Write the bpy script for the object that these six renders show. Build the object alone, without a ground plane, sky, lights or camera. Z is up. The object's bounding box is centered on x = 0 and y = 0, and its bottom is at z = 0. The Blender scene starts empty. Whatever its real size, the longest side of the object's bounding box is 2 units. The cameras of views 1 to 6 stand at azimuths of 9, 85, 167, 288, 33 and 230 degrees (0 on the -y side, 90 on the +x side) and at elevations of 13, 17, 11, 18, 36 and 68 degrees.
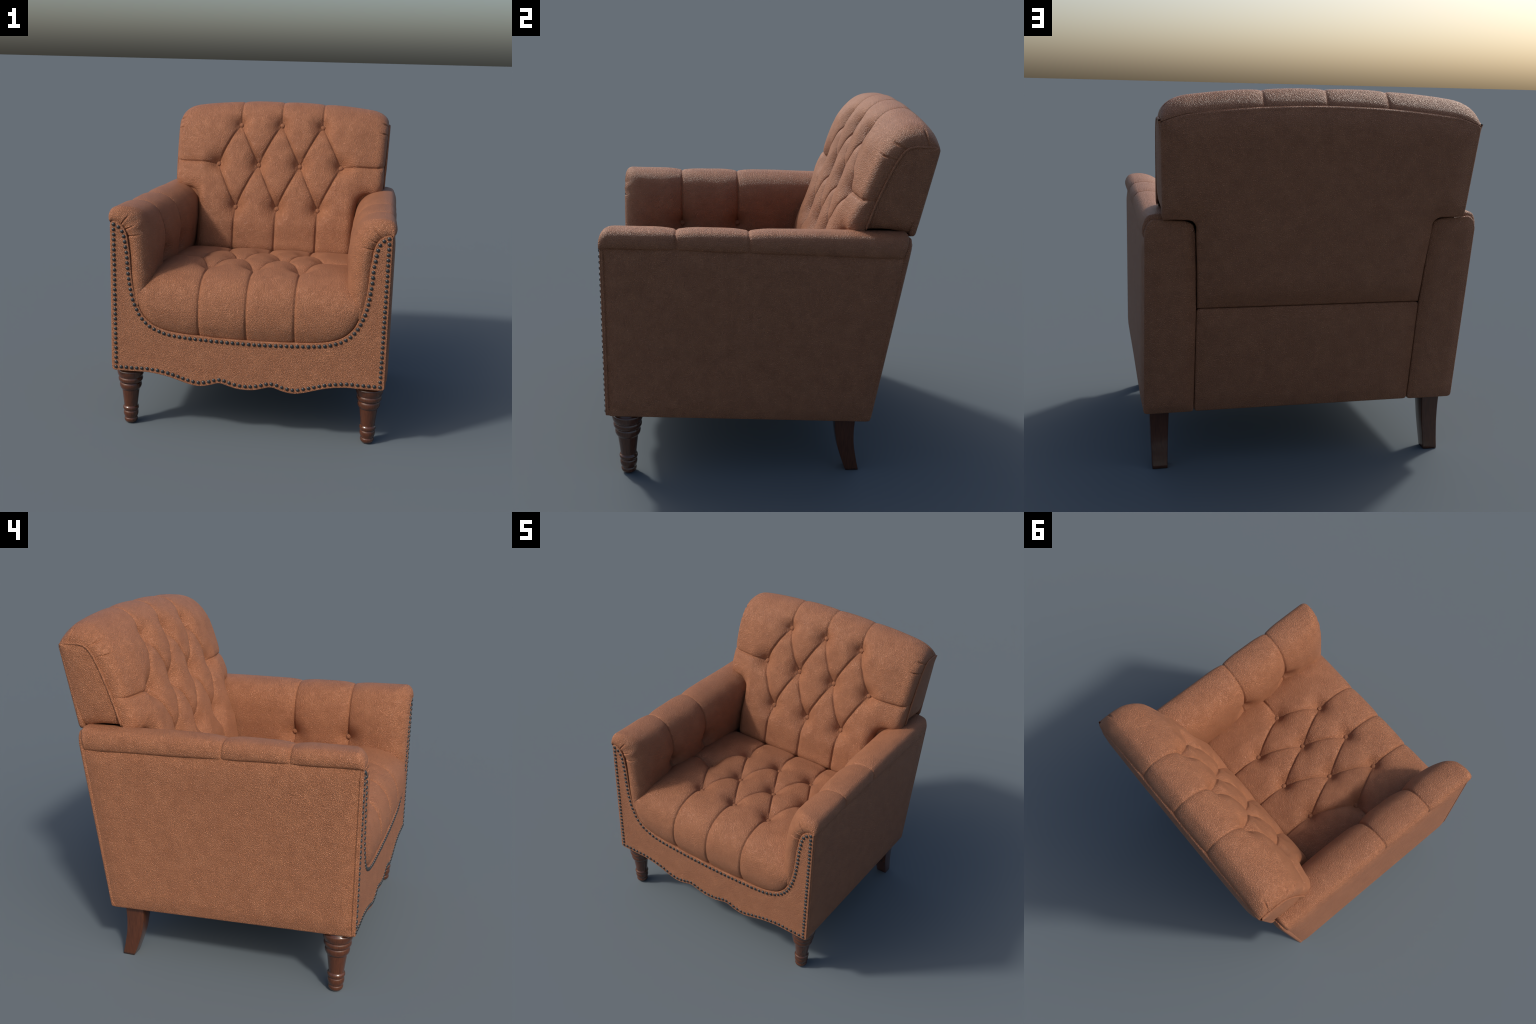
import bpy, bmesh, math, random
import numpy as np
from mathutils import Vector, Matrix

random.seed(7)
RNG = np.random.default_rng(7)

# ------------------------------------------------------------------ helpers
def link(o, parent=None):
    bpy.context.scene.collection.objects.link(o)
    if parent is not None:
        o.parent = parent
    return o


def interp_curve(pts, n, smooth=True):
    """Sample a Catmull-Rom (centripetal-ish, chord-length) curve through pts at n even parameters."""
    p = np.asarray(pts, float)
    d = np.linalg.norm(np.diff(p, axis=0), axis=1)
    t = np.concatenate([[0], np.cumsum(d)])
    return curve_at(p, t, np.linspace(0, t[-1], n), smooth)


def curve_at(p, t, q, smooth=True):
    p = np.asarray(p, float)
    t = np.asarray(t, float)
    q = np.asarray(q, float)
    if not smooth:
        return np.stack([np.interp(q, t, p[:, k]) for k in range(p.shape[1])], -1)
    m = np.zeros_like(p)                       # monotone-ish tangents
    dt = np.diff(t)[:, None]
    sl = np.diff(p, axis=0) / dt
    m[1:-1] = (sl[:-1] * dt[1:] + sl[1:] * dt[:-1]) / (dt[1:] + dt[:-1])
    m[0], m[-1] = sl[0], sl[-1]
    i = np.clip(np.searchsorted(t, q, side="right") - 1, 0, len(t) - 2)
    h = (t[i + 1] - t[i])[:, None]
    x = ((q - t[i]) / (t[i + 1] - t[i]))[:, None]
    return ((2 * x**3 - 3 * x**2 + 1) * p[i] + (x**3 - 2 * x**2 + x) * h * m[i]
            + (-2 * x**3 + 3 * x**2) * p[i + 1] + (x**3 - x**2) * h * m[i + 1])


def smoothstep(a, b, x):
    t = np.clip((x - a) / (b - a), 0, 1)
    return t * t * (3 - 2 * t)


def round_edge(d, r, p=2.0):
    """Quarter-round (superellipse) edge profile: 0 at the rim (d = 0), 1 once d reaches r."""
    t = np.clip(d / r, 0, 1)
    return np.clip(1 - (1 - t) ** p, 0, 1) ** (1 / p)


def grid_normals(P):
    du = np.gradient(P, axis=0)
    dv = np.gradient(P, axis=1)
    n = np.cross(du, dv)
    return n / np.maximum(np.linalg.norm(n, axis=-1, keepdims=True), 1e-9)


def mesh_from_grid(name, P, mat, parent, out=None):
    """Smooth quad net through the points P; `out` is a direction its middle should face."""
    nu, nv = P.shape[:2]
    mid = grid_normals(P)[nu // 3:2 * nu // 3, nv // 3:2 * nv // 3].mean((0, 1))
    flip = out is not None and float(np.dot(mid, out)) < 0
    idx = np.arange(nu * nv, dtype=np.int32).reshape(nu, nv)
    q = np.stack([idx[:-1, :-1], idx[1:, :-1], idx[1:, 1:], idx[:-1, 1:]], -1).reshape(-1, 4)
    if flip:
        q = q[:, ::-1]
    me = bpy.data.meshes.new(name)
    me.vertices.add(nu * nv)
    me.vertices.foreach_set("co", P.reshape(-1).astype(np.float32))
    me.loops.add(q.size)
    me.loops.foreach_set("vertex_index", np.ascontiguousarray(q).reshape(-1))
    me.polygons.add(len(q))
    me.polygons.foreach_set("loop_start", np.arange(0, q.size, 4, dtype=np.int32))
    me.polygons.foreach_set("loop_total", np.full(len(q), 4, np.int32))
    me.polygons.foreach_set("use_smooth", np.ones(len(q), bool))
    me.update(calc_edges=True)
    me.materials.append(mat)
    return link(bpy.data.objects.new(name, me), parent)


def seg_dist(U, V, segs):
    best = np.full(U.shape, 9.0)
    for (ax, ay), (bx, by) in segs:
        dx, dy = bx - ax, by - ay
        t = np.clip(((U - ax) * dx + (V - ay) * dy) / (dx * dx + dy * dy), 0, 1)
        best = np.minimum(best, np.hypot(U - ax - t * dx, V - ay - t * dy))
    return best


def soft_seg_dist(U, V, segs, k=.022):
    """Smoothed distance to the nearest pleat, so that pads stay round near their corners."""
    acc = np.zeros(U.shape)
    for sg in segs:
        acc += np.exp(-seg_dist(U, V, [sg]) / k)
    return np.clip(-k * np.log(acc + 1e-12), 0, None)


def pt_dist(U, V, pts):
    best = np.full(U.shape, 9.0)
    for a, b in pts:
        best = np.minimum(best, np.hypot(U - a, V - b))
    return best


def pad(d, w):
    """Stuffed-pad fall-off: 1 on the pleat, easing to 0 at distance w."""
    return np.clip(1 - d / w, 0, 1) ** 2.2


def lumps(P, scale, seed, amp):
    """Soft irregular swelling, as sums of a few seeded sine waves."""
    r = np.random.default_rng(seed)
    out = np.zeros(P.shape[:2])
    for _ in range(7):
        k = r.normal(size=3) * scale
        out += np.sin(P @ k + r.uniform(0, 6.28))
    return amp * out / 7 ** 0.5


def slab(name, outline, to_world, depth, r, mat, parent, rings=5, swell=0.0, reach=.2, cell=.03):
    """Upholstered board: outline (2D, counter-clockwise seen from outside) with a rounded rim and
    a padded face that swells by `swell` at `reach` from the rim.
    to_world(a, b, h) maps the outline's plane and the height above its back to the world."""
    o = np.asarray(outline, float)
    o = o[np.linalg.norm(o - np.roll(o, 1, 0), axis=1) > .0015]
    nxt, prv = np.roll(o, -1, 0), np.roll(o, 1, 0)
    t1 = (nxt - o) / np.linalg.norm(nxt - o, axis=1, keepdims=True)
    t0 = (o - prv) / np.linalg.norm(o - prv, axis=1, keepdims=True)
    inward = lambda t: np.stack([-t[:, 1], t[:, 0]], -1)
    nb = inward(t0) + inward(t1)
    nb /= np.maximum(np.linalg.norm(nb, axis=1, keepdims=True), 1e-6)
    nb = nb / np.clip((nb * inward(t1)).sum(1, keepdims=True), 0.5, 1)
    levels = [(0.0, 0.0), (0.0, depth - r)]
    levels += [(r * (1 - math.cos(a)), depth - r + r * math.sin(a)) for a in np.linspace(0, math.pi / 2, rings)[1:]]
    bm = bmesh.new()
    loops = []
    for off, h in levels:
        loops.append([bm.verts.new((p[0], p[1], h)) for p in o + nb * off])
    n = len(o)
    for A, B in zip(loops, loops[1:]):
        for i in range(n):
            j = (i + 1) % n
            bm.faces.new((A[i], A[j], B[j], B[i]))
    cap = bm.faces.new(loops[-1])
    back = bm.faces.new(list(reversed(loops[0])))
    bmesh.ops.recalc_face_normals(bm, faces=bm.faces)
    bmesh.ops.triangulate(bm, faces=[back])
    core = o + nb * r
    if swell:                                    # slice the face into a net of small cells, then pad it out
        lo, hi = core.min(0), core.max(0)
        for ax in (0, 1):
            for c in np.arange(lo[ax] + cell * .37, hi[ax], cell):
                top = [f for f in bm.faces if all(v.co.z > depth - 1e-5 for v in f.verts)]
                geom = set(top)
                for f in top:
                    geom.update(f.verts)
                    geom.update(f.edges)
                bmesh.ops.bisect_plane(bm, geom=list(geom), dist=1e-6, plane_co=(c, c, 0), plane_no=(1, 0, 0) if ax == 0 else (0, 1, 0))
        segs = list(zip(map(tuple, core), map(tuple, np.roll(core, -1, 0))))
        vs = [v for v in bm.verts if v.co.z > depth - 1e-5]
        d = seg_dist(np.array([v.co.x for v in vs]), np.array([v.co.y for v in vs]), segs)
        for v, q in zip(vs, d):
            t = min(q / reach, 1)
            v.co.z += swell * (1 - (1 - t) ** 2.6)
        for f in bm.faces:
            f.smooth = True
        bmesh.ops.triangulate(bm, faces=[f for f in bm.faces if len(f.verts) > 4])
    else:
        for f in bm.faces:
            f.smooth = f is not cap
        bmesh.ops.triangulate(bm, faces=[cap])
    for v in bm.verts:
        v.co = to_world(*v.co)
    bmesh.ops.recalc_face_normals(bm, faces=bm.faces)
    me = bpy.data.meshes.new(name)
    bm.to_mesh(me)
    bm.free()
    me.materials.append(mat)
    return link(bpy.data.objects.new(name, me), parent)


def densify(pts, step, closed=True):
    p = [np.asarray(q, float) for q in pts]
    out = []
    m = len(p) if closed else len(p) - 1
    for i in range(m):
        a, b = p[i], p[(i + 1) % len(p)]
        k = max(1, int(np.linalg.norm(b - a) / step))
        out += [a + (b - a) * j / k for j in range(k)]
    if not closed:
        out.append(p[-1])
    return np.array(out)


def round_corners(pts, r, n=5):
    """Replace every corner of a polygon by a small arc (quadratic) of size r."""
    p = np.asarray(pts, float)
    rr = r if hasattr(r, "__len__") else [r] * len(p)
    out = []
    for i in range(len(p)):
        a, b, c = p[i - 1], p[i], p[(i + 1) % len(p)]
        s = b + (a - b) / np.linalg.norm(a - b) * rr[i]
        e = b + (c - b) / np.linalg.norm(c - b) * rr[i]
        for t in np.linspace(0, 1, n):
            out.append((1 - t) ** 2 * s + 2 * t * (1 - t) * b + t * t * e)
    return np.array(out)


def tube(name, pts, r, mat, parent, sides=10):
    p = np.asarray(pts, float)
    r = r * round_edge(np.minimum(np.arange(len(p)), np.arange(len(p))[::-1]) + .05, 3)[:, None, None]
    tan = np.gradient(p, axis=0)
    tan /= np.linalg.norm(tan, axis=1, keepdims=True)
    ref = np.array([1.0, 0, 0])
    n1 = np.cross(tan, ref)
    n1 /= np.linalg.norm(n1, axis=1, keepdims=True)
    n2 = np.cross(tan, n1)
    a = np.linspace(0, 2 * math.pi, sides + 1)
    P = p[:, None, :] + r * (np.cos(a)[None, :, None] * n1[:, None, :] - np.sin(a)[None, :, None] * n2[:, None, :])
    return mesh_from_grid(name, P, mat, parent, out=None)


def lathe(name, prof, mat, sides=48):
    """Surface of revolution about z from (radius, z) pairs, closed at the bottom."""
    pr = np.asarray(prof, float)
    a = np.linspace(0, 2 * math.pi, sides + 1)[:-1]
    bm = bmesh.new()
    rings = [[bm.verts.new((r * math.cos(t), r * math.sin(t), z)) for t in a] for r, z in pr]
    for A, B in zip(rings, rings[1:]):
        for i in range(sides):
            j = (i + 1) % sides
            bm.faces.new((A[i], A[j], B[j], B[i]))
    bm.faces.new(rings[0])
    bm.faces.new(rings[-1])
    bmesh.ops.recalc_face_normals(bm, faces=bm.faces)
    for f in bm.faces:
        f.smooth = len(f.verts) == 4
    me = bpy.data.meshes.new(name)
    bm.to_mesh(me)
    bm.free()
    me.materials.append(mat)
    return me


# ---------------------------------------------------------------- materials
def new_mat(name):
    m = bpy.data.materials.new(name)
    m.use_nodes = True
    nt = m.node_tree
    return m, nt, nt.nodes["Principled BSDF"]


def node(nt, kind, **kw):
    n = nt.nodes.new(kind)
    for k, v in kw.items():
        if k in n.inputs.keys():
            n.inputs[k].default_value = v
        else:
            setattr(n, k, v)
    return n


def leather(name, grain=140.0, relief=0.0032, stretch=(1, 1.1, 1.0), strength=1.0):
    m, nt, bs = new_mat(name)
    L = nt.links.new
    tc = node(nt, "ShaderNodeTexCoord")
    mp = node(nt, "ShaderNodeMapping")
    mp.inputs["Scale"].default_value = stretch
    mp.inputs["Rotation"].default_value = (.6, .5, .7)
    L(tc.outputs["Object"], mp.inputs["Vector"])
    # pebble grain: warped Voronoi cells with worn-in valleys between them
    warp = node(nt, "ShaderNodeTexNoise", Scale=grain * .45, Detail=2.0, Roughness=.5)
    L(mp.outputs[0], warp.inputs["Vector"])
    sub = node(nt, "ShaderNodeVectorMath", operation="SUBTRACT")
    L(warp.outputs["Color"], sub.inputs[0])
    sub.inputs[1].default_value = (.5, .5, .5)
    sc = node(nt, "ShaderNodeVectorMath", operation="SCALE")
    L(sub.outputs[0], sc.inputs[0])
    sc.inputs["Scale"].default_value = .75 / grain
    add = node(nt, "ShaderNodeVectorMath", operation="ADD")
    L(mp.outputs[0], add.inputs[0])
    L(sc.outputs[0], add.inputs[1])
    vor = node(nt, "ShaderNodeTexVoronoi", feature="DISTANCE_TO_EDGE", Scale=grain)
    L(add.outputs[0], vor.inputs["Vector"])
    inv = node(nt, "ShaderNodeMapRange", interpolation_type="SMOOTHSTEP")
    inv.inputs["From Min"].default_value = 0.0
    inv.inputs["From Max"].default_value = .34
    L(vor.outputs["Distance"], inv.inputs["Value"])
    fine = node(nt, "ShaderNodeTexNoise", Scale=grain * 1.3, Detail=3.0, Roughness=.6)
    L(mp.outputs[0], fine.inputs["Vector"])
    big = node(nt, "ShaderNodeTexNoise", Scale=22.0, Detail=2.0, Roughness=.5)
    L(mp.outputs[0], big.inputs["Vector"])
    mulb = node(nt, "ShaderNodeMath", operation="MULTIPLY")     # grain swells and fades in patches
    mr = node(nt, "ShaderNodeMapRange")
    mr.inputs["From Min"].default_value = .3
    mr.inputs["From Max"].default_value = .7
    mr.inputs["To Min"].default_value = .82
    mr.inputs["To Max"].default_value = 1.1
    L(big.outputs["Fac"], mr.inputs["Value"])
    L(inv.outputs[0], mulb.inputs[0])
    L(mr.outputs[0], mulb.inputs[1])
    ht = node(nt, "ShaderNodeMath", operation="MULTIPLY_ADD")
    L(fine.outputs["Fac"], ht.inputs[0])
    ht.inputs[1].default_value = .7
    L(mulb.outputs[0], ht.inputs[2])
    bp = node(nt, "ShaderNodeBump", Strength=strength, Distance=relief)
    L(ht.outputs[0], bp.inputs["Height"])
    L(bp.outputs[0], bs.inputs["Normal"])
    # colour: tan hide with soft lighter clouds; valleys painted darker so grain shading shows
    cloud = node(nt, "ShaderNodeTexNoise", Scale=13.0, Detail=4.0, Roughness=.6)
    L(tc.outputs["Object"], cloud.inputs["Vector"])
    ramp = node(nt, "ShaderNodeValToRGB")
    e = ramp.color_ramp.elements
    e[0].position, e[0].color = .30, (.330, .127, .0575, 1)
    e[1].position, e[1].color = .74, (.392, .159, .0740, 1)
    mid = ramp.color_ramp.elements.new(.52)
    mid.color = (.360, .142, .0655, 1)
    L(cloud.outputs["Fac"], ramp.inputs["Fac"])
    vr = node(nt, "ShaderNodeMapRange")
    vr.inputs["From Min"].default_value = 0.0
    vr.inputs["From Max"].default_value = .25
    vr.inputs["To Min"].default_value = .78
    vr.inputs["To Max"].default_value = 1.09
    L(vor.outputs["Distance"], vr.inputs["Value"])
    mx = node(nt, "ShaderNodeMix", data_type="RGBA", blend_type="MULTIPLY")
    mx.inputs["Factor"].default_value = 1.0
    L(ramp.outputs["Color"], mx.inputs[6])
    L(vr.outputs[0], mx.inputs[7])
    L(mx.outputs[2], bs.inputs["Base Color"])
    bs.inputs["Roughness"].default_value = .51
    bs.inputs["Specular IOR Level"].default_value = .47
    return m


def wood(name, dark, light):
    m, nt, bs = new_mat(name)
    L = nt.links.new
    tc = node(nt, "ShaderNodeTexCoord")
    mp = node(nt, "ShaderNodeMapping")
    mp.inputs["Scale"].default_value = (1, 1, .07)
    L(tc.outputs["Object"], mp.inputs["Vector"])
    n = node(nt, "ShaderNodeTexNoise", Scale=160.0, Detail=4.0, Roughness=.6, Distortion=.6)
    L(mp.outputs[0], n.inputs["Vector"])
    ramp = node(nt, "ShaderNodeValToRGB")
    e = ramp.color_ramp.elements
    e[0].position, e[0].color = .3, (*dark, 1)
    e[1].position, e[1].color = .7, (*light, 1)
    L(n.outputs["Fac"], ramp.inputs["Fac"])
    L(ramp.outputs["Color"], bs.inputs["Base Color"])
    bs.inputs["Roughness"].default_value = .22
    bs.inputs["Coat Weight"].default_value = .45
    bs.inputs["Coat Roughness"].default_value = .10
    return m


LEATHER = leather("tan_leather")
LEATHER_COARSE = leather("tan_leather_coarse", grain=148.0, relief=.0030)
WOOD = wood("polished_brown_wood", (.056, .0180, .0080), (.100, .0325, .0140))
METAL, _nt, _bs = new_mat("dark_nail_metal")
_n = node(_nt, "ShaderNodeTexNoise", Scale=420.0, Detail=2.0)
_tc = node(_nt, "ShaderNodeTexCoord")
_r = node(_nt, "ShaderNodeValToRGB")
_r.color_ramp.elements[0].position, _r.color_ramp.elements[0].color = .35, (.026, .0275, .029, 1)
_r.color_ramp.elements[1].position, _r.color_ramp.elements[1].color = .7, (.060, .063, .066, 1)
_nt.links.new(_tc.outputs["Object"], _n.inputs["Vector"])
_nt.links.new(_n.outputs["Fac"], _r.inputs["Fac"])
_nt.links.new(_r.outputs["Color"], _bs.inputs["Base Color"])
_bs.inputs["Metallic"].default_value = .35
_bs.inputs["Roughness"].default_value = .33
LINING, _nt, _bs = new_mat("dark_lining_cloth")
_n = node(_nt, "ShaderNodeTexNoise", Scale=300.0)
_r = node(_nt, "ShaderNodeValToRGB")
_r.color_ramp.elements[0].color = (.02, .018, .016, 1)
_r.color_ramp.elements[1].color = (.04, .035, .03, 1)
_nt.links.new(_n.outputs["Fac"], _r.inputs["Fac"])
_nt.links.new(_r.outputs["Color"], _bs.inputs["Base Color"])
_bs.inputs["Roughness"].default_value = .9

# ------------------------------------------------------------- the armchair
CHAIR = link(bpy.data.objects.new("armchair", None))
CHAIR["label"] = "tan leather armchair with button tufting, dark nail studs, turned legs"
CHAIR["category"] = "armchair"

# ---- upholstered button, shared mesh
_prof = [(.0155, -.018), (.0176, -.007), (.0184, .0005), (.0173, .0060), (.0139, .0106), (.0086, .0134), (.0018, .0146)]
BUTTON = lathe("button", _prof, LEATHER, 20)


def add_button(pos, normal, parent):
    o = link(bpy.data.objects.new("button", BUTTON), parent)
    z = Vector(normal).normalized()
    o.matrix_world = Matrix.Translation(Vector(pos)) @ z.to_track_quat("Z", "Y").to_matrix().to_4x4() \
        @ Matrix.Rotation(random.uniform(0, 6.28), 4, "Z")
    return o


# ------------------------------------------------------------ rear geometry
def rear_y(z):
    """Leaning plane of the chair's back below the arms."""
    return .581 + .165 * (z - .33)


def back_y(z):
    """Rear face of the backrest panel, which leans a little more above the arms."""
    return np.interp(z, [.90, 1.0, 1.376, 1.83, 1.95], [.668, .696, .778, .874, .893])


# ------------------------------------------------------------ backrest cushion
CROWN = [(.215, .86), (.365, 1.257), (.474, 1.56), (.552, 1.77), (.585, 1.86), (.625, 1.93), (.682, 1.978),
         (.750, 2.000), (.820, 1.996), (.872, 1.970), (.880, 1.924)]
WELT = [(.300, .86), (.450, 1.24), (.565, 1.555), (.640, 1.735), (.672, 1.797), (.703, 1.836), (.740, 1.850),
        (.785, 1.850), (.830, 1.850), (.862, 1.849), (.872, 1.842)]


def side_x(z):
    return .772 + (np.clip(z, 1.375, 1.86) - 1.375) * .035


def top_edge(x):
    a = np.abs(x)
    return 1.923 - .036 * (a / .6) ** 2 - .020 * np.clip((a - .66) / .12, 0, 1) ** 1.6


BACK_ROWS = [(1.848, (-.306, 0, .306)), (1.559, (-.456, -.153, .153, .456)), (1.257, (-.303, .001, .304))]


def tuft_pattern(rows, ends, side_reach):
    """Diamond tufting: buttons in rows joined by diagonal pleats, pleats running out to the four sides."""
    pts = [[(x, v) for x in xs] for v, xs in rows]
    segs = []
    for A, B in zip(pts, pts[1:]):
        for a in A:
            for b in B:
                if abs(a[0] - b[0]) < .2:
                    segs.append((a, b))
    segs += [(p, (p[0], ends[0])) for p in pts[0]] + [(p, (p[0], ends[1])) for p in pts[-1]]
    m = sorted(pts[1])
    segs += [(m[0], (-side_reach, m[0][1] + .01)), (m[-1], (side_reach, m[-1][1] + .01))]
    return [p for r in pts for p in r], segs


def build_backrest():
    ns, nx = 420, 400
    c = np.asarray(CROWN)
    t = np.concatenate([[0], np.cumsum(np.linalg.norm(np.diff(c, axis=0), axis=1))])
    q = np.linspace(0, t[-1], ns)
    C, W = curve_at(c, t, q), curve_at(WELT, t, q)
    zs = C[:, 1].copy()
    zs[np.argmax(zs):] = zs.max() + (q[np.argmax(zs):] - q[np.argmax(zs)])     # keep rising: pattern height
    X = side_x(np.clip(W[:, 1], 1.375, 1.86)) - .004
    tau = np.linspace(-1, 1, nx)
    tau = .55 * tau + .45 * np.sin(tau * math.pi / 2)
    x = tau[None, :] * X[:, None]
    zz = np.repeat(zs[:, None], nx, 1)
    k = round_edge(X[:, None] - np.abs(x), .072 + .073 * smoothstep(1.80, 1.98, zz), 2.5)[..., None]
    # T outline: broad wings above the arms, a narrower column between them, joined by a fillet
    dA, dB, h = zz - 1.385, .585 - np.abs(x), .09
    k_ = np.clip(.5 + .5 * (dA - dB) / h, 0, 1)
    d = dB * (1 - k_) + dA * k_ + h * k_ * (1 - k_)
    tuck = (.046 + .055 * (1 - smoothstep(1.22, 1.40, zz))) * (1 - round_edge(d, .075)) + .5 * np.clip(-d, 0, .06)
    arch = .032 * (np.abs(x) / .6) ** 2.2
    top = smoothstep(1.70, 1.95, zz)
    base = np.empty((ns, nx, 3))
    base[..., 0] = x
    Cb = np.repeat(C[:, None, :], nx, 1).copy()
    Cb[..., 1] -= arch * top
    Wb = np.repeat(W[:, None, :], nx, 1).copy()
    base[..., 1:] = Wb + (Cb - Wb) * k
    ic = int(np.argmax(zs > C[:, 1] + 1e-4))
    e = smoothstep(q[ic], q[-1], q)[:, None] ** 1.5
    base[..., 2] = base[..., 2] * (1 - e) + (top_edge(x) - .001) * e
    # pattern coordinates: x across, arc position expressed as crown height of the pleat line
    zpat = zz
    ends = (zs[-1] + .05, .80)
    btn, segs = tuft_pattern(BACK_ROWS, ends, .9)
    dseam, dsoft = seg_dist(x, zpat, segs), soft_seg_dist(x, zpat, segs)
    rb = pt_dist(x, zpat, btn)
    belly = smoothstep(.97, 1.16, zpat) * (1 - smoothstep(1.80, 1.98, zpat)) * (1 - smoothstep(.52, .76, np.abs(x)))
    fade = 1 - .65 * smoothstep(1.86, 2.02, zpat)
    depth = (.010 * pad(dsoft, .12) + .009 * pad(dsoft, .040) + .008 * np.exp(-(dseam / .0055) ** 2)) * fade
    depth += (.036 + .027 * belly) * pad(rb, .130) ** .85 + tuck - .029 * belly
    depth += .045 * (1 - round_edge(zpat - .950, .055))          # rolls under where it meets the seat
    depth -= lumps(base, 9, 3, .0016)
    # short gathers where the corner is pulled over the welt
    edge = X[:, None] - np.abs(x)
    for sg in (-1, 1):
        for zc in (1.835, 1.93, 2.02):
            on = (np.sign(x) == sg) * np.exp(-((zpat - zc) / .006) ** 2) * np.exp(-(edge / .040) ** 2)
            depth += .016 * on
    n = grid_normals(base)
    if n[ns // 2, nx // 2, 1] > 0:
        n = -n
    depth *= smoothstep(-.004, .03, X[:, None] - np.abs(x)) * .8 + .2
    P = base - n * depth[..., None]
    o = mesh_from_grid("backrest_cushion", P, LEATHER, CHAIR, out=(0, -1, .3))
    for bx, bz in btn:
        i = int(np.argmin(np.abs(zs - bz)))
        j = int(np.argmin(np.abs(x[i] - bx)))
        add_button(P[i, j] + n[i, j] * .013, n[i, j], o)
    return C, W, X, zs


C, W, XB, ZB = build_backrest()

# welt cord and the flat side of each wing
wl = [(.515, 1.408), (.531, 1.459), (.561, 1.547), (.592, 1.628), (.629, 1.716), (.652, 1.764), (.675, 1.803), (.690, 1.823), (.707, 1.838),
      (.724, 1.846), (.742, 1.850), (.80, 1.850), (.858, 1.848)]
for s in (-1, 1):
    f = interp_curve(wl, 60)
    cord = np.stack([s * (side_x(f[:, 1]) - .0005), f[:, 0], f[:, 1]], -1)
    cord_obj = tube("welt_cord", cord, .0070, LEATHER, CHAIR)
    zr = np.linspace(1.376, 1.842, 60)
    rear = np.stack([back_y(zr) - .004, zr], -1)
    rear[:12, 1] += 0
    g = np.linspace(0, 1, 60) ** 1.4
    P = np.empty((60, 60, 3))
    P[..., 1:] = f[:, None, :] * (1 - g)[None, :, None] + rear[:, None, :] * g[None, :, None]
    sag = .016 * np.sin(g * math.pi) ** 1.0 * np.exp(-(np.arange(60) / 5.0))[:, None]
    P[..., 2] += sag
    tuck = np.exp(-(np.arange(60) / 4.0))[:, None] * .03
    rim = (.004 * (1 - round_edge(g[::-1], .06)) + .006 * (1 - round_edge(g, .10)))[None, :]
    P[..., 0] = s * (side_x(P[..., 2]) + .009 * np.sin(g * math.pi)[None, :] - rim - tuck)
    mesh_from_grid("backrest_side_panel", P, LEATHER, CHAIR, out=(s, 0, 0))

# rear panel: a broad head over a narrower column
def build_rear_panel():
    half = [(.590, .905), (.594, 1.10), (.604, 1.29)]
    arc = [(.604 + .045 * (1 - math.cos(a)), 1.325 + .045 * math.sin(a)) for a in np.linspace(.2, math.pi / 2, 6)]
    right = half + arc + [(.70, 1.372), (.766, 1.372)] + [(float(side_x(z)), z) for z in np.linspace(1.39, 1.83, 12)]
    xs = np.linspace(.775, -.775, 60)
    topc = [(x, float(top_edge(x))) for x in xs]
    left = [(-a, b) for a, b in reversed(right)]
    out = densify(right + topc + left, .03)
    f = lambda a, b, h: (-a, float(back_y(b)) - .030 + h, b)
    slab("backrest_rear_panel", out, f, .036, .016, LEATHER, CHAIR, swell=.027, reach=.15)


build_rear_panel()

# ------------------------------------------------------------ seat cushion
U_STUD = [(.826, 1.318), (.801, 1.306), (.778, 1.283), (.766, 1.254), (.759, 1.220), (.755, 1.185), (.749, 1.150), (.742, 1.050), (.733, .965),
          (.722, .900), (.708, .845), (.698, .818), (.685, .787), (.670, .757), (.650, .730), (.627, .706), (.600, .685), (.570, .669),
          (.535, .656), (.502, .646), (.468, .640), (.400, .632), (.300, .626), (.150, .620), (0, .618)]
LOW_STUD = [(.822, .409), (.700, .410), (.610, .411), (.580, .408), (.546, .404), (.512, .398), (.479, .391), (.446, .382), (.412, .372), (.380, .362),
            (.345, .353), (.311, .3465), (.277, .347), (.244, .353), (.211, .363), (.179, .3735), (.146, .374), (.113, .365), (.080, .355),
            (.050, .348), (0, .345)]
FRONT_Y = -.866


def mirror_curve(half):
    return [(-a, b) for a, b in half] + [(a, b) for a, b in reversed(half[:-1])]


u_line = interp_curve(mirror_curve(U_STUD), 400)
low_line = interp_curve(mirror_curve(LOW_STUD), 300)


def offset_curve(p, d):
    t = np.gradient(p, axis=0)
    t /= np.linalg.norm(t, axis=1, keepdims=True)
    return p + np.stack([-t[:, 1], t[:, 0]], -1) * d


U_EDGE = offset_curve(u_line, .021)

SEAT = [(.34, .905), (.300, .935), (.255, .967), (.21, .976), (.10, .990), (-.10, 1.006), (-.30, 1.022), (-.50, 1.031), (-.64, 1.032),
        (-.74, 1.016), (-.815, .978), (-.866, .915), (-.889, .84), (-.892, .76), (-.882, .69), (-.862, .635), (-.835, .600)]
SEAT_ROWS = [(-.540, (-.297, -.003, .292)), (-.253, (-.438, -.153, .146, .434)), (.042, (-.290, 0, .288))]


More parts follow.
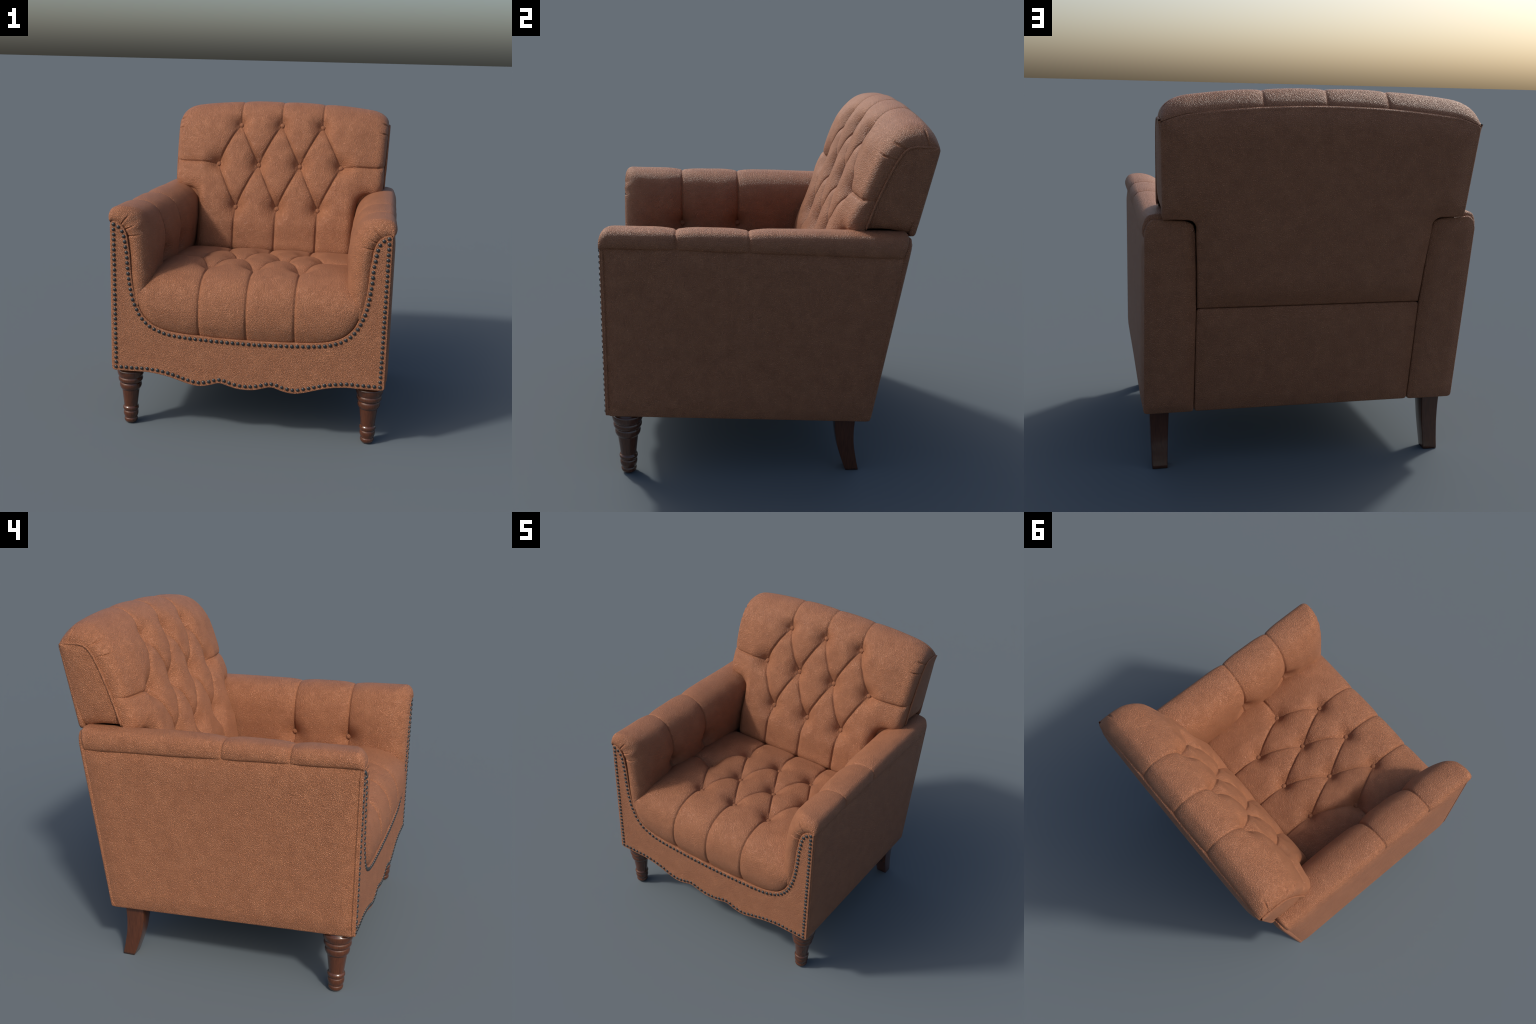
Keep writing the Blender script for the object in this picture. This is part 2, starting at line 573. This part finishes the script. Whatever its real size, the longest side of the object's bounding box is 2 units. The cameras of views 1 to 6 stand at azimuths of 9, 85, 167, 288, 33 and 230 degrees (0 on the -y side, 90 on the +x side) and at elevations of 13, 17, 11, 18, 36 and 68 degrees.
def build_seat():
    ns, nx = 400, 380
    c = np.asarray(SEAT)
    t = np.concatenate([[0], np.cumsum(np.linalg.norm(np.diff(c, axis=0), axis=1))])
    q = np.linspace(0, t[-1], ns)
    S = curve_at(c, t, q)
    # unrolled pattern coordinate: equals -y on the flat, keeps running down the front
    i0 = int(np.argmin(np.abs(S[:, 0] + .30)))
    v = .30 + (q - q[i0])
    X = np.interp(q, [t[0], t[7], t[9], t[10], t[11], t[13], t[14], t[15], t[16]], [.650, .650, .655, .675, .720, .760, .750, .730, .720])
    tau = np.linspace(-1, 1, nx)
    tau = .6 * tau + .4 * np.sin(tau * math.pi / 2)
    x = tau[None, :] * X[:, None]
    base = np.empty((ns, nx, 3))
    base[..., 0] = x
    base[..., 1:] = S[:, None, :]
    d = X[:, None] - np.abs(x)
    front = smoothstep(t[10], t[12], q)[:, None]
    drop = 1 - round_edge(d, .12)
    base[..., 2] -= (.050 * drop) * (1 - front)
    # the front face fills the U of the front panel and sinks to its rim
    ux, uz = U_EDGE[::4, 0], U_EDGE[::4, 1]
    half = ux >= 0
    zr = np.interp(np.abs(x), ux[half], uz[half])            # height of the rim below each point
    xr = np.interp(base[..., 2], uz[half], ux[half])
    ddz, ddx = base[..., 2] - zr, xr - np.abs(x)
    dU = ddz * ddx / np.sqrt(ddz ** 2 + ddx ** 2 + 1e-9)
    dU = np.where((ddz < 0) | (ddx < 0), -np.minimum(np.abs(ddz), np.abs(ddx)), dU)
    rim_y = -.853 + .35 * np.clip(-dU, 0, .08)
    full = base[..., 1].copy()
    sunk = rim_y + (full - rim_y) * round_edge(dU, .125)
    base[..., 1] = full * (1 - front) + np.maximum(sunk, full) * front
    btn, segs = tuft_pattern([(-a, b) for a, b in SEAT_ROWS], (2.2, -.6), .9)
    V = np.repeat(v[:, None], nx, 1)
    dseam, rb = seg_dist(x, V, segs), pt_dist(x, V, btn)
    fr = smoothstep(.66, .95, V)
    dsoft = soft_seg_dist(x, V, segs)
    belly = smoothstep(-.24, -.06, V) * (1 - smoothstep(.50, .68, V)) * (1 - smoothstep(.38, .58, np.abs(x)))
    depth = (.010 * pad(dsoft, .12) + .008 * pad(dsoft, .040)) * (1 - .5 * fr) + .0065 * np.exp(-(dseam / .0055) ** 2)
    depth += (.054 + .014 * belly) * pad(rb, .150) - .014 * belly
    depth -= lumps(base, 8, 5, .002)
    n = grid_normals(base)
    if n[20, nx // 2, 2] < 0:
        n = -n
    P = base - n * depth[..., None]
    o = mesh_from_grid("seat_cushion", P, LEATHER, CHAIR, out=(0, -.5, 1))
    for bx, bv in btn:
        i = int(np.argmin(np.abs(v - bv)))
        j = int(np.argmin(np.abs(x[i] - bx)))
        add_button(P[i, j] + n[i, j] * .012, n[i, j], o)


build_seat()

# ------------------------------------------------------------ arms
PANEL_EDGE = [(.850, 1.332), (.846, 1.335), (.841, 1.336), (.835, 1.337), (.829, 1.337), (.822, 1.336), (.812, 1.333), (.801, 1.327),
              (.788, 1.318), (.776, 1.306), (.765, 1.289), (.755, 1.263), (.747, 1.232), (.740, 1.190), (.730, 1.090), (.721, .985),
              (.711, .900), (.692, .805)]


def build_arm(s):
    ny, na = 420, 260

    def section(y):
        f = (y + .85) / 1.6
        zl, zt = 1.335 - .067 * f, 1.427 - .030 * f
        m = lambda w: zl + (zt - zl) * w
        return [(.838, zl - .006), (.858, m(.06)), (.866, m(.30)), (.864, m(.52)), (.854, m(.74)), (.836, m(.90)), (.806, m(.98)), (.765, zt),
                (.715, zt - .008), (.668, zt - .030), (.630, zt - .068), (.603, zt - .118), (.584, zt - .178), (.576, 1.17), (.580, 1.09),
                (.590, 1.00), (.606, .930), (.648, .858)]

    ref = np.asarray(section(0.0))
    t = np.concatenate([[0], np.cumsum(np.linalg.norm(np.diff(ref, axis=0), axis=1))])
    q = np.linspace(0, t[-1], na)
    S0, S1 = curve_at(section(-.85), t, q), curve_at(section(.75), t, q)
    rim = curve_at(PANEL_EDGE, t, q)
    end = .716                                              # the roll stops just ahead of the rear panel
    turn = .048 + .175 * smoothstep(t[6], t[12], q) - .110 * smoothstep(t[12], t[16], q)
    y0 = -.868 + turn                                       # where the roll starts to turn in to the front panel
    inner = smoothstep(t[8], t[11], q) * (1 - smoothstep(t[14], t[16], q))

    def at_y(y):                                            # the pad thins a little towards the front
        p = S0 + (S1 - S0) * ((y + .85) / 1.6)[:, None]
        p[:, 0] += .009 * inner * (1 - smoothstep(-.72, -.10, y))
        return p

    rows, lab_y, kind = [], [], []
    nf = 70
    for a in np.linspace(math.radians(115), 0, nf)[:-1]:
        e = (1 - math.cos(a)) / (1 - math.cos(math.radians(115)))
        p = at_y(y0)
        p = p + (rim - p) * e
        rows.append(np.stack([p[:, 0], y0 - turn * math.sin(a) + .004 * smoothstep(1.5, 2.0, a), p[:, 1]], -1))
        kind.append(e)
    for f in np.linspace(0, 1, ny):
        y = y0 + (end - y0) * f
        p = at_y(y)
        p[:, 0] -= .004 * smoothstep(.60, end, y) * smoothstep(.84, .86, p[:, 0])
        rows.append(np.stack([p[:, 0], y + (rear_y(p[:, 1]) - rear_y(1.37)) * smoothstep(.2, end, y), p[:, 1]], -1))
        kind.append(0)
    last = rows[-1]
    cen = np.array([.73, 1.30])
    for a in np.linspace(0, math.pi / 2, 12)[1:]:
        p = last.copy()
        dirs = cen - p[:, [0, 2]]
        ln = np.linalg.norm(dirs, axis=1, keepdims=True)
        p[:, [0, 2]] += dirs / ln * .030 * (1 - math.cos(a))
        p[:, 1] += .020 * math.sin(a)
        rows.append(p)
        kind.append(0)
    base = np.array(rows)
    Y = base[..., 1]
    E = np.repeat(np.array(kind)[:, None], na, 1)
    A = np.repeat(q[None, :], len(rows), 0)
    zc = ref[:, 1]
    ab = float(np.interp(-1.064, -ref[9:, 1], t[9:]))       # arc position of the buttons
    atop = t[8]
    seams = (-.478, -.100)
    depth = np.zeros(Y.shape)
    grow = smoothstep(t[7], ab, A)
    for y0 in seams:
        d = np.abs(Y - y0)
        depth += (.012 + .018 * grow) * pad(d, .13) * smoothstep(-.01, .06, A) * (1 - .6 * smoothstep(ab, ab + .12, A))
        depth += (.006 + .003 * grow) * np.exp(-(d / .0065) ** 2)
        r = np.hypot(Y - y0, A - ab)
        depth += .046 * pad(r, .15)
    # gathers where the roll is pleated round the front panel
    for at, w, e0 in ((t[8] + .012, .007, .25), (t[10] + .010, .006, .42), (t[11] + .038, .006, .38)):
        depth += .008 * np.exp(-((A - at) / w) ** 2) * smoothstep(e0, e0 + .3, E)
    depth += -.006 * smoothstep(.1, .4, E) * np.sin((A - t[8]) * 60) * np.exp(-((A - t[10]) / .10) ** 2) * .4
    depth -= lumps(base, 9, 11 + s, .0014)
    depth -= .009 * smoothstep(-.45, .05, Y) * smoothstep(t[8], t[11], A) * (1 - smoothstep(t[11], t[13], A))
    n = grid_normals(base)
    if n[200, 100, 2] < 0 and n[200, 100, 0] > 0:
        n = -n
    k = int(np.argmin(np.abs(q - t[7])))
    if n[220, k, 2] < 0:
        n = -n
    P = base - n * depth[..., None]
    M = np.array([s, 1, 1])
    o = mesh_from_grid("arm_cushion", P * M, LEATHER, CHAIR, out=(-s, 0, 1))
    for y0 in seams:
        j = int(np.argmin(np.abs(q - ab)))
        i = int(np.argmin(np.abs(base[:, j, 1] - y0)))
        add_button((P[i, j] + n[i, j] * .019) * M, n[i, j] * M, o)


for s in (1, -1):
    build_arm(s)

# ------------------------------------------------------------ side panels
for s in (1, -1):
    out = round_corners([(-.855, .384), (.583, .322), (.735, 1.285), (-.857, 1.350)], [.022, .026, .02, .02])
    out = densify(out, .04)
    if s < 0:
        f = lambda a, b, h: (-.822 - h, a, b)
    else:
        f = lambda a, b, h: (.822 + h, a, b)
    slab("side_panel", out, f, .028, .013, LEATHER, CHAIR, swell=.014, reach=.09, cell=.04)

    z = np.linspace(.392, 1.335, 60)
    tube("welt_cord", np.stack([np.full(60, s * .8475), np.full(60, -.8505), z], -1), .0065, LEATHER, CHAIR)


# ------------------------------------------------------------ front panel with nail studs
inner = U_EDGE                                   # opening for the seat, just inside the studs
inner = inner[np.abs(inner[:, 0]) < .838]
low = offset_curve(low_line, -.025)
low = low[np.abs(low[:, 0]) < .845]
inner = inner[np.abs(inner[:, 0]) < .832]
low = low[np.abs(low[:, 0]) < .828]
side = round_corners([(.818, .385), (.848, .388), (.848, 1.332), (.828, 1.340)], [.001, .016, .016, .001], 5)[5:-5]
side = densify(side, .05, False)
outline = np.concatenate([low[::3], side, inner[::-1][::3], (side * [-1, 1])[::-1]])
front = slab("front_panel", outline, lambda a, b, h: (a, FRONT_Y + .030 - h, b), .030, .005, LEATHER_COARSE, CHAIR)

STUD = lathe("stud", [(.0112, -.004), (.0114, .0004), (.0107, .0028), (.0087, .0050), (.0056, .0066), (.0014, .0073)], METAL, 18)


def add_stud(x, z):
    o = link(bpy.data.objects.new("stud", STUD), front)
    o.matrix_world = Matrix.Translation((x + random.uniform(-.0006, .0006), FRONT_Y, z + random.uniform(-.0006, .0006))) \
        @ Matrix.Rotation(math.pi / 2 + random.uniform(-.05, .05), 4, "X") @ Matrix.Scale(random.uniform(.96, 1.04), 4)


def along(p, step):
    s = np.concatenate([[0], np.cumsum(np.linalg.norm(np.diff(p, axis=0), axis=1))])
    n = max(2, int(round(s[-1] / step)) + 1)
    q = np.linspace(0, s[-1], n)
    return np.stack([np.interp(q, s, p[:, 0]), np.interp(q, s, p[:, 1])], -1)


for x, z in along(u_line, .0333):
    add_stud(x, z)
for x, z in along(low_line, .0335):
    add_stud(x, z)
for s in (-1, 1):
    for z in np.linspace(1.286, .409, 29)[:-1]:
        add_stud(s * (.821 + .006 * (z - .409) / .88), z)

# ------------------------------------------------------------ rear posts and lower rear panel
def rear_world(a, b, h):
    return (-a, float(rear_y(b)) - .026 + h, b)


for s in (1, -1):
    post = [(.592, .323), (.853, .323), (.853, 1.31), (.840, 1.350), (.815, 1.374), (.66, 1.364), (.618, 1.347), (.606, 1.30), (.593, .90)]
    p = round_corners(post, [.020, .022, .014, .012, .012, .014, .014, .014, .014], 5)
    if s < 0:
        p = (p * [-1, 1])[::-1]
    p = densify(p, .04)
    slab("rear_arm_panel", p, rear_world, .028, .011, LEATHER, CHAIR, swell=.017, reach=.07)
p = densify(round_corners([(-.590, .324), (.590, .324), (.592, .904), (-.592, .904)], .020, 5), .04)
slab("rear_panel", p, rear_world, .026, .012, LEATHER, CHAIR, swell=.014, reach=.12)

# inner carcass that closes the body from below and behind the cushions
bm = bmesh.new()
sec = [(-.835, .41), (.555, .345), (.640, .90), (.30, .90), (-.835, .60)]
for sx in (-.825, .825):
    for y, z in sec:
        bm.verts.new((sx, y, z))
bm.verts.ensure_lookup_table()
for i in range(5):
    j = (i + 1) % 5
    bm.faces.new((bm.verts[i], bm.verts[j], bm.verts[5 + j], bm.verts[5 + i]))
bm.faces.new([bm.verts[i] for i in range(5)])
bm.faces.new([bm.verts[9 - i] for i in range(5)])
bmesh.ops.recalc_face_normals(bm, faces=bm.faces)
me = bpy.data.meshes.new("inner_frame")
bm.to_mesh(me)
bm.free()
me.materials.append(LINING)
link(bpy.data.objects.new("inner_frame", me), CHAIR)

# ------------------------------------------------------------ legs
TURNED = [(.010, .0), (.029, .001), (.0350, .005), (.0405, .012), (.0432, .021), (.0430, .028), (.0412, .0335), (.0395, .0355), (.0403, .0385),
          (.0440, .047), (.0472, .057), (.0480, .067), (.0470, .076), (.0448, .0825), (.0432, .0845), (.0443, .0865), (.0482, .091), (.0508, .098),
          (.0508, .106), (.0485, .1125), (.0435, .1155), (.0438, .121), (.0470, .150), (.0515, .190), (.0558, .2270), (.0560, .2305), (.0595, .2318),
          (.0650, .240), (.0695, .251), (.0706, .262), (.0692, .271), (.0668, .2765), (.0655, .2785), (.0668, .2805), (.0725, .2850), (.0772, .2925),
          (.0785, .301), (.0775, .309), (.0750, .3145), (.0738, .3165), (.0760, .3195), (.0805, .328), (.0840, .340), (.0858, .352), (.0850, .361),
          (.0805, .367), (.0760, .370), (.0750, .41)]
LEG = lathe("front_leg", TURNED, WOOD, 56)
for s in (-1, 1):
    o = link(bpy.data.objects.new("front_leg", LEG), CHAIR)
    o.location = (s * .760, -.757, 0)

FRONT_EDGE = [(.393, .345), (.394, .30), (.396, .25), (.402, .21), (.413, .152), (.430, .096), (.446, .050), (.465, .0)]
REAR_EDGE = [(.508, .345), (.505, .30), (.503, .25), (.504, .21), (.509, .152), (.519, .096), (.528, .050), (.540, .0)]


def sabre_leg():
    A, B = interp_curve(FRONT_EDGE, 24), interp_curve(REAR_EDGE, 24)
    bm = bmesh.new()
    rings = []
    for i, (a, b) in enumerate(zip(A, B)):
        w = .0405 + .0125 * (1 - i / 23) ** 1.3
        z = .5 * (a[1] + b[1])
        r = .006
        ring = []
        for cx, cy, a0 in ((w - r, b[0] - r, 0), (-w + r, b[0] - r, 90), (-w + r, a[0] + r, 180), (w - r, a[0] + r, 270)):
            for k in range(4):
                an = math.radians(a0 + 30 * k)
                ring.append(bm.verts.new((cx + r * math.cos(an), cy + r * math.sin(an), z)))
        rings.append(ring)
    for R0, R1 in zip(rings, rings[1:]):
        n = len(R0)
        for i in range(n):
            bm.faces.new((R0[i], R0[(i + 1) % n], R1[(i + 1) % n], R1[i]))
    bm.faces.new(rings[0])
    bm.faces.new(rings[-1])
    bmesh.ops.recalc_face_normals(bm, faces=bm.faces)
    for f in bm.faces:
        f.smooth = len(f.verts) == 4
    me = bpy.data.meshes.new("rear_leg")
    bm.to_mesh(me)
    bm.free()
    me.materials.append(WOOD)
    return me


RLEG = sabre_leg()
for s in (-1, 1):
    o = link(bpy.data.objects.new("rear_leg", RLEG), CHAIR)
    o.location = (s * .765, 0, 0)
